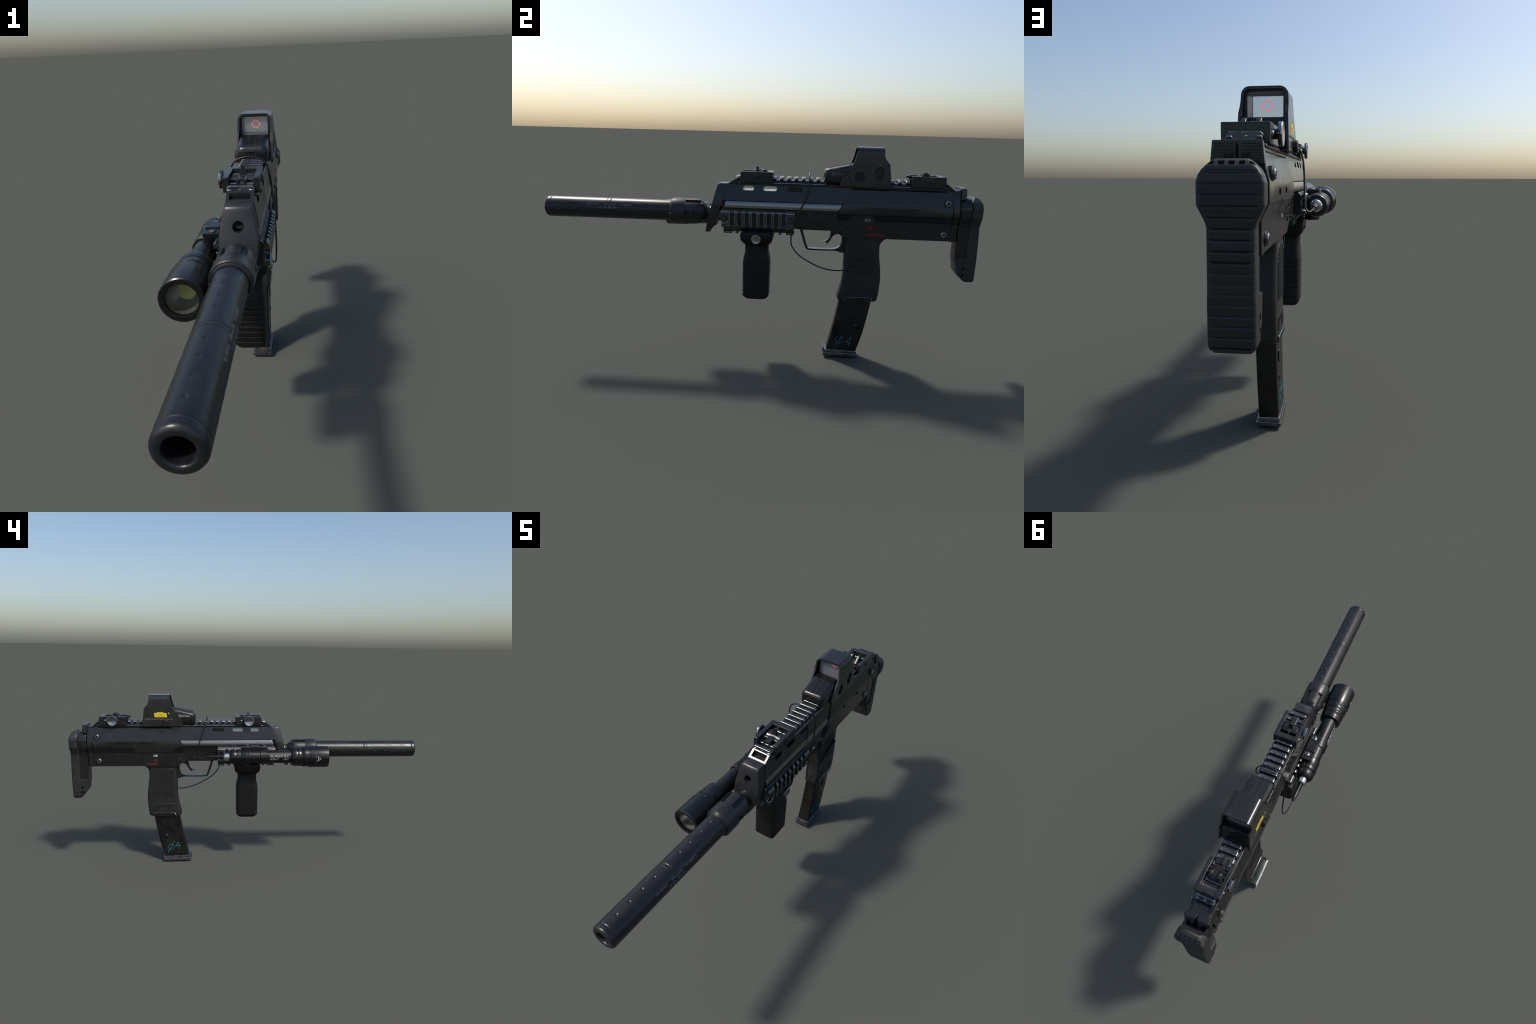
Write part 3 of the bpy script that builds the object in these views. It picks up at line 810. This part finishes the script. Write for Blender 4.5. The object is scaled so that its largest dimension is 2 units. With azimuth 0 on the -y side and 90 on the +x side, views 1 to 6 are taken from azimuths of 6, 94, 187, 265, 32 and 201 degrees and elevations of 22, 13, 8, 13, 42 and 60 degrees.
# magazine catch plate across the bottom of the grip
finish(merge(bm_prism([(.4127, .2875), (.5457, .2875), (.5444, .3065), (.4221, .3065)], XC + .033, XC + .0400), bm_prism([(.4127, .2875), (.5457, .2875), (.5444, .3065), (.4221, .3065)], XC - .0400, XC - .033),
             bm_box(XC - .0340, XC + .0340, .4200, .5450, .2835, .2880)), 'magazine_plate', 'mag', grip, .0014, 1, edge='magedge')

# ------------------------------------------------------------------ magazine
mf = [(.03, .3425), (.0404, .3455), (.1157, .3640), (.2022, .3815), (.2805, .3945), (.33, .402)]
mr_ = [(.03, .4855), (.08, .5010), (.1282, .5140), (.1962, .5280), (.281, .5425), (.33, .550)]
rows = []
for k in range(16):
    z = .025 + (.33 - .025) * k / 15
    rows.append([(x, yv, z) for x, yv in rrect(XC, (lerp(mf, z) + lerp(mr_, z)) / 2, .0300, (lerp(mr_, z) - lerp(mf, z)) / 2, .0065, 4)])
mag = finish(bm_loft(rows), 'magazine', 'mag', root, wn=False, smooth=40)
ft = [(.3300, .0), (.4930, .0), (.4945, .0185), (.4860, .0330), (.3440, .0420), (.3310, .0470), (.3285, .0400)]
foot = finish(merge(bm_prism([(.3320, .0060), (.4945, .0060), (.4955, .0200), (.3300, .0230)], XC - .0378, XC + .0378),
                    bm_prism([(.3345, .0200), (.4915, .0170), (.4890, .0330), (.3370, .0385)], XC - .0345, XC + .0345),
                    bm_prism([(.3290, .0200), (.3365, .0200), (.3365, .0450), (.3290, .0470)], XC - .0290, XC + .0290)),
              'magazine_foot', 'foot', mag, .0022, 2, edge='magedge')
finish(bm_box(XC - .0325, XC + .0325, .345, .484, 0.0, .0075), 'dark_slab_under_foot', 'dark', mag, .0015, 1)
for s in (1, -1):
    x0, x1 = XC + s * .029, XC + s * .0335
    up = [(y_, z_) for y_, z_ in [(-.0095, -.0205), (.0095, -.0205), (.0095, .0205), (-.0095, .0205)]]
    c_ = math.cos(.2); s_ = math.sin(.2)
    q = [(.4872 + a * c_ + b * s_, .2300 - a * s_ + b * c_) for a, b in fillet(up, .0092, 6)]
    finish(bm_prism(q, x0, x1), 'magazine_stud', 'mag', mag, .0030, 3)
    finish(bm_lathe([(x0, .0112), (XC + s * .0308, .0110), (XC + s * .0325, .0092), (XC + s * .0335, .0055), (XC + s * .0338, .001)], (.4760, .1590), 'x', 32), 'magazine_stud', 'mag', mag)
    xa, xb = (XC + .0295, XC + .0306) if s > 0 else (XC - .0306, XC - .0295)
    if s > 0:
        zc = [(.4060 + .0175 * math.cos(a * pi / 12), .0885 + .0185 * math.sin(a * pi / 12)) for a in range(25)]
        g = merge(stroke(zc, .0024, xa, xb), stroke([(.3885, .0615), (.4239, .1117)], .0024, xa, xb - .0003),
                  stroke([(.4625, .1040), (.4365, .0775), (.4625, .0740)], .0024, xa, xb), stroke([(.4625, .1045), (.4570, .0830), (.4510, .0590)], .0024, xa, xb - .0003))
    else:
        zc = [(.4495 - .0175 * math.cos(a * pi / 12), .0910 + .0165 * math.sin(a * pi / 12)) for a in range(25)]
        g = merge(stroke(zc, .0024, xa, xb), stroke([(.4684, .0563), (.4290, .1253)], .0024, xa + .0003, xb),
                  stroke([(.4075, .1200), (.4250, .0950), (.3935, .0985)], .0024, xa, xb), stroke([(.4065, .1200), (.4040, .0975), (.4037, .0760)], .0024, xa + .0003, xb))
    finish(g, 'painted_number', 'teal', mag, wn=False)

# ------------------------------------------------------------------ trigger guard and trigger
outer = spline([(.1940, .6200, 0), (.2000, .6050, 0), (.2130, .5630, 0), (.2260, .5290, 0), (.2400, .5190, 0), (.2900, .5175, 0), (.3400, .5185, 0), (.3680, .5180, 0), (.3900, .5110, 0), (.4040, .5110, 0)], 5)
inner = spline([(.4040, .5960, 0), (.3920, .5860, 0), (.3925, .5640, 0), (.3820, .5400, 0), (.3600, .5275, 0), (.3300, .5255, 0), (.2900, .5250, 0), (.2450, .5265, 0), (.2350, .5330, 0), (.2230, .5680, 0), (.2120, .6050, 0), (.2150, .6200, 0)], 5)
poly = [(p.x, p.y) for p in outer] + [(p.x, p.y) for p in inner]
finish(bm_prism(poly, XC - .0165, XC + .0165), 'trigger_guard', 'polymer', root, .0022, 2, angle=35)
for s in (1, -1):
    finish(bm_cyl(XC + s * .015, XC + s * .0185, .005, (.3905, .5215), seg=20, ch=.001), 'guard_pin', 'sight', root)
tl = spline([(.3370, .6230, 0), (.3410, .6020, 0), (.3360, .5800, 0), (.3200, .5640, 0), (.2960, .5560, 0)], 5)
tr = spline([(.3140, .5570, 0), (.3230, .5560, 0), (.3115, .5450, 0), (.3300, .5560, 0), (.3500, .5830, 0), (.3620, .5950, 0), (.3800, .5990, 0), (.3820, .6200, 0)], 4)
tpoly = [(.3370, .6230), (.3405, .6040), (.3375, .5840), (.3285, .5690), (.3140, .5600), (.2965, .5565), (.3000, .5545), (.3150, .5560), (.3235, .5585), (.3210, .5520), (.3120, .5460), (.3190, .5462), (.3310, .5540), (.3420, .5700), (.3500, .5850), (.3590, .5935), (.3700, .5960), (.3820, .6010), (.3820, .6230)]
finish(bm_prism(tpoly, XC - .0100, XC + .0100), 'trigger', 'polymer', root, .0016, 2, angle=25)

# ------------------------------------------------------------------ side rails and bottom rail
def rail_section(s):
    """picatinny profile pointing sideways, returns (x,z) points"""
    q = lambda h, z: (XC + s * h, z)
    return [q(.062, .6355), q(.0735, .6215), q(.0775, .6215), q(.0835, .6285), q(.0835, .6920), q(.0775, .6985), q(.0735, .6985), q(.062, .6850)]
teeth_y = [-.0925 + .0333 * k for k in range(7)]
for s in (1, -1):
    core = [(XC + s * .045, .6240), (XC + s * .0600, .6240), (XC + s * .0685, .6290), (XC + s * .0685, .6915), (XC + s * .0600, .7030), (XC + s * .0570, .7045), (XC + s * .045, .7045)]
    sr = finish(bm_prism(core, -.1560, .1710, 'y'), 'side_rail', 'railfloor', root, .0010, 1, edge='siderail_edge')
    f0 = None
    for y in teeth_y:
        if f0 is None:
            f0 = finish(bm_prism(rail_section(s), y - .0068, y + .0068, 'y'), 'rail_tooth', 'siderail', sr, .0010, 1, edge='siderail_edge'); w0 = WORLD[f0.name].copy(); yb = y
        else:
            o = f0.copy(); bpy.context.scene.collection.objects.link(o); place(o, w0 + Vector((0, y - yb, 0)), sr)
    for y0, y1, yh in ((-.1575, -.1190, -.1430), (.1330, .1715, .1545)):
        e = 1 if yh > 0 else -1
        # open-ended U notch round the bolt
        notch = [(yh - e * .016 * math.cos(-pi / 2 + pi * k / 10), .660 + .0175 * math.sin(-pi / 2 + pi * k / 10)) for k in range(11)] + [(yh + e * .03, .6775), (yh + e * .03, .6425)]
        b = cut(bm_prism(rail_section(s), y0, y1, 'y'), [bm_prism(notch, XC + s * .070, XC + s * .10)])
        blk = finish(b, 'rail_end_block', 'siderail', sr, .0010, 1, edge='siderail_edge', ang_max=140)
        bo = cut(bm_cyl(XC + s * .066, XC + s * .0775, .0115, (yh, .660), seg=32, ch=.001), [bm_cyl(XC + s * .073, XC + s * .09, .0055, (yh, .660), seg=6)])
        finish(bo, 'rail_bolt', 'siderail', sr)
low = finish(bm_prism([(XC - .0465, .628), (XC - .0465, .608), (XC - .038, .5990), (XC - .030, .5965), (XC + .030, .5965), (XC + .038, .5990), (XC + .0465, .608), (XC + .0465, .628)], -.1545, .1715, 'y'),
             'bottom_rail', 'siderail', root, .0012, 1, edge='siderail_edge')
bt = [(XC - .030, .604), (XC - .0435, .5985), (XC - .0435, .5945), (XC - .037, .5880), (XC + .037, .5880), (XC + .0435, .5945), (XC + .0435, .5985), (XC + .030, .604)]
for y in [-.0925 + .0333 * k for k in range(7)]:
    finish(bm_prism(bt, y - .0068, y + .0068, 'y'), 'rail_tooth', 'siderail', low, .001, 1, edge='siderail_edge')
for y0, y1 in ((-.1540, -.1150), (.1335, .1711)):
    finish(bm_prism(bt, y0, y1, 'y'), 'rail_end_block', 'siderail', low, .001, 1, edge='siderail_edge')
for s in (1, -1):   # web between the side and bottom rails with slots
    finish(bm_prism([(XC + s * .040, .600), (XC + s * .0475, .606), (XC + s * .058, .626), (XC + s * .045, .632)], -.153, .1705, 'y'), 'rail_web', 'siderail', low, .001, 1, edge='siderail_edge')

# ------------------------------------------------------------------ foregrip
fy0 = [(.274, -.040), (.279, -.052), (.292, -.0625), (.45, -.0632), (.475, -.060), (.505, -.0535), (.535, -.0540), (.540, -.0565), (.553, -.0690), (.562, -.0735), (.585, -.0755), (.592, -.0735)]
fy1 = [(.274, .040), (.279, .052), (.292, .0615), (.45, .0632), (.475, .0600), (.505, .0535), (.535, .0535), (.540, .0560), (.553, .0690), (.562, .0735), (.585, .0755), (.592, .0735)]
fh = [(.274, .036), (.279, .043), (.292, .0515), (.45, .0520), (.475, .0505), (.505, .0475), (.535, .0480), (.545, .0560), (.558, .0640), (.585, .0680), (.592, .0660)]
zs = sorted(set([z for z, _ in fy0] + [.280 + .0020 * k for k in range(86)] + [.46, .49, .515, .525, .548, .57, .578]))
rows = []
for z in zs:
    a, b, h = lerp(fy0, z), lerp(fy1, z), lerp(fh, z)
    g = 0
    if .288 < z < .446:
        t = ((z - .288) / .0195) % 1
        g = .0022 * max(0, 1 - min(t, 1 - t) / .14)
    r_ = fillet([(XC - h, a), (XC + h, a), (XC + h, b), (XC - h, b)], min(.020, h * .42), 5) if z < .545 else fillet([(XC - h, a), (XC + h, a), (XC + h, b), (XC - h, b)], .014, 5)
    out = []
    for x, yv in r_:
        e = max(0, min(1, (abs(yv) - .045) / .01)) if z < .45 else 0
        out.append((x, yv - math.copysign(g * e, yv), z))
    rows.append(out)
foregrip = finish(bm_loft(rows), 'foregrip', 'foregrip', root, wn=False, smooth=45)
finish(bm_lathe([(XC + .058, .0175), (XC + .066, .0175), (XC + .066, .0215), (XC + .0775, .0215), (XC + .0795, .0195), (XC + .0790, .018)], (0.0, .5700), 'x', 48), 'clamp_knob', 'knob', foregrip)
for s in (1, -1):
    finish(bm_prism([(XC + s * .036, .5830), (XC + s * .0660, .5830), (XC + s * .0640, .5990), (XC + s * .050, .6120), (XC + s * .0455, .606)], -.066, .066, 'y'), 'clamp_jaw', 'foregrip', foregrip, .002, 2)
for y in (-.020, .018):
    finish(cut(bm_cyl(XC - .060, XC - .0690, .0075, (y, .5720), seg=24, ch=.001), [bm_cyl(XC - .066, XC - .08, .004, (y, .572), seg=6)]), 'clamp_screw', 'housing', foregrip)

# ------------------------------------------------------------------ weapon light (left side)
lc = (-.0695, .6560)
LY = lambda y: .2124 + (y - .2124) * (.985 if y > -.30 else .984)
lp = [(-.4560, .0430), (-.4560, .0435), (-.4635, .0440), (-.4640, .0455), (-.4640, .0575), (-.4610, .0605), (-.3580, .0605), (-.3560, .0600), (-.3545, .0580), (-.3460, .0575), (-.3450, .0560), (-.3300, .0560), (-.3290, .0575),
      (-.3180, .0575), (-.3150, .0555), (-.3000, .0530), (-.2960, .0545), (-.2880, .0545), (-.2840, .0520), (-.2800, .0525), (-.2640, .0530), (-.2590, .0510), (-.2520, .0500), (-.2500, .0470), (-.2490, .0370), (-.1100, .0362)]
lp = [(LY(a), r) for a, r in lp]
light = finish(bm_lathe(lp, lc, 'y', 72, cap=False), 'weapon_light', 'light', root, wn=False, smooth=35)
for k in range(9):
    a = 2 * pi * k / 9
    b = bm_box(-.0085, .0085, LY(-.3440), LY(-.3310), .0535, .0578)
    for v in b.verts: 
        tx, rz = v.co.x, v.co.z - v.co.x ** 2 / .11; v.co = Vector((lc[0] + math.cos(a) * rz - math.sin(a) * tx, v.co.y, lc[1] + math.sin(a) * rz + math.cos(a) * tx))
    finish(b, 'head_lug', 'light', light, .0008, 1)
finish(bm_lathe([(-.4420, .0436), (-.425, .0420), (-.412, .0380), (-.402, .0330), (-.394, .0265), (-.391, .0240)], lc, 'y', 56, cap=False), 'reflector', 'reflector', light, wn=False, smooth=60)
finish(bm_cyl(-.389, -.3925, .0255, lc, 'y', 40), 'emitter', 'led', light)
tb = [(-.1110, .0360), (-.1110, .0400), (-.1080, .0425), (-.0720, .0425), (-.0690, .0400), (-.0680, .0385), (-.0040, .0385), (-.0020, .0400), (.0010, .0425), (.0380, .0425), (.0420, .0405), (.0440, .0410), (.0450, .0435), (.0620, .0435), (.0640, .0420), (.0660, .0400), (.0700, .0410), (.0820, .0425), (.0900, .0410), (.1000, .0385), (.1040, .0360), (.1050, .0200)]
tb = [(LY(a), r) for a, r in tb]
tail = finish(bm_lathe(tb, lc, 'y', 64), 'tail_cap', 'light', light, wn=False, smooth=35)
kn = [bm_lathe([(.1045, .0210), (.1080, .0225), (.1340, .0225), (.1400, .0195), (.1405, .0120)], lc, 'y', 20)]
finish(kn[0], 'tail_nut', 'chrome', tail, .0012, 1, angle=15)
bl = [(.1400, .0120)]
for k in range(7): bl += [(.1440 + k * .0065, .0118), (.1455 + k * .0065, .0100), (.1480 + k * .0065, .0100), (.1495 + k * .0065, .0118)]
bl += [(.1930, .0115), (.1960, .0110), (.2080, .0105), (.2330, .0070), (.2370, .0050)]
finish(bm_lathe(bl, lc, 'y', 28), 'cable_boot', 'cable', tail, wn=False, smooth=40)
# mount: top plate with two cross-head screws, clamp block, lower knob
mt = finish(bm_prism(fillet([(-.0270, -.1120), (-.0730, -.1080), (-.0780, -.0950), (-.0780, .0270), (-.0740, .0360), (-.0270, .0360)], .006), .6900, .7100, 'z'), 'light_mount', 'light', light, .0015, 2)
finish(bm_box(-.0740, -.0300, -.0620, -.0120, .7095, .7145), 'mount_pad', 'light', mt, .0015, 2)
finish(bm_box(-.0520, -.0300, -.1050, .0320, .6250, .6950), 'mount_block', 'light', mt, .002, 2)
finish(bm_cyl(.6220, .5985, .0275, (-.0480, .0080), 'z', 40, ch=.003), 'mount_knob', 'light', mt)
for y in (-.0880, .0080):
    finish(bm_lathe([(.7090, .0120), (.7130, .0120), (.7155, .0085), (.7160, .004)], (-.0465, y), 'z', 32), 'mount_screw', 'pin', mt, wn=False)
    for a in (.5, .5 + pi / 2):
        c, s = math.cos(a) * .0075, math.sin(a) * .0075
        n = (-s * .2, c * .2)
        finish(bm_prism([(-.0465 - c + n[0], y - s + n[1]), (-.0465 + c + n[0], y + s + n[1]), (-.0465 + c - n[0], y + s - n[1]), (-.0465 - c - n[0], y - s - n[1])], .7145, .7162, 'z'), 'screw_cross', 'dark', mt, wn=False)
# lettering on the tube (outer flank)
def wrapl(bm, y, ang, r):
    for v in bm.verts:
        a = ang - v.co.y / r; rr = r + v.co.z
        v.co = Vector((lc[0] + rr * math.cos(a), y - v.co.x, lc[1] + rr * math.sin(a)))
    return bm
tl_ = merge(wrapl(bm_text('SUREFIRE', .0165, .0004, sx=1.55, shear=.25), -.119, pi - .23, .0365), wrapl(bm_text('SCOUT', .0135, .0004, sx=1.1, shear=.25), -.119, pi + .24, .0365),
            wrapl(bm_text('LIGHT', .0135, .0004, sx=1.1, shear=.25), -.190, pi + .24, .0365))
finish(tl_, 'light_lettering', 'white', light, wn=False)
def arcstroke(pts, w, r):
    bs = []
    for (a, b), (c, d) in zip(pts, pts[1:]):
        bs.append(stroke([(a, b), (c, d)], w, -.0004, .0006))
    g = merge(*bs)
    for v in g.verts:
        ang = pi - (v.co.z) / r; rr = r + v.co.x
        v.co = Vector((lc[0] + rr * math.cos(ang), v.co.y, lc[1] + rr * math.sin(ang)))
    return g
finish(merge(arcstroke([(-.3780, .030), (-.3780, .010), (-.3780, -.010), (-.3780, -.030)], .0010, .0605),
             arcstroke([(-.384, .012), (-.405, -.002), (-.384, -.016), (-.384, .012)], .0022, .0605), arcstroke([(-.390, .004), (-.390, -.008)], .003, .0605)), 'warning_mark', 'white', light, wn=False)

# ------------------------------------------------------------------ switch cable and pressure pad
cab = [(-.0695, .228, .656), (-.0680, .262, .652), (-.0640, .290, .648), (-.0560, .3085, .6450), (-.0470, .3050, .655), (-.0420, .2930, .682), (-.0400, .2780, .722),
       (-.0360, .2580, .785), (-.0280, .2430, .826), (-.0100, .2340, .856), (.0200, .2320, .8705), (.0500, .2320, .8720), (.0780, .2320, .8660), (.0980, .2320, .8500), (.1110, .2310, .820),
       (.1170, .2260, .785), (.1210, .2120, .745), (.1250, .1950, .708), (.1290, .1780, .668), (.1315, .1640, .622), (.1320, .1590, .583), (.1310, .1660, .545), (.1270, .2040, .501), (.1180, .2720, .461), (.1060, .3290, .440), (.0950, .3740, .4335), (.0895, .4050, .4365), (.0880, .4600, .4600)]
cable = finish(bm_tube(spline(cab, 8), .0031, 10), 'switch_cable', 'cable', root, wn=False, smooth=60)
ang = math.atan2(.0355, .077)
def pad_pt(u, v): return (.4985 + u * math.cos(ang) - v * math.sin(ang), .4760 + u * math.sin(ang) + v * math.cos(ang))
pp = [pad_pt(u, v) for u, v in fillet([(-.047, -.0115), (.045, -.0115), (.045, .0115), (-.047, .0115)], [.003, .010, .010, .003], 5)]
sp = finish(bm_prism(pp, XC + .0360, XC + .0470), 'pressure_switch', 'cable', root, .0022, 2)
for v in (-.0055, .0055):
    q = [pad_pt(u, v + w) for u, w in ((-.042, -.0012), (.032, -.0012), (.032, .0012), (-.042, .0012))]
    finish(bm_prism(q, XC + .0465, XC + .0482), 'switch_rib', 'cable', sp, .0005, 1)
q = [pad_pt(u, w) for u, w in fillet([(.018, -.004), (.036, -.004), (.036, .004), (.018, .004)], .003)]
finish(bm_prism(q, XC + .0465, XC + .0488), 'switch_button', 'cable', sp, .0008, 1)
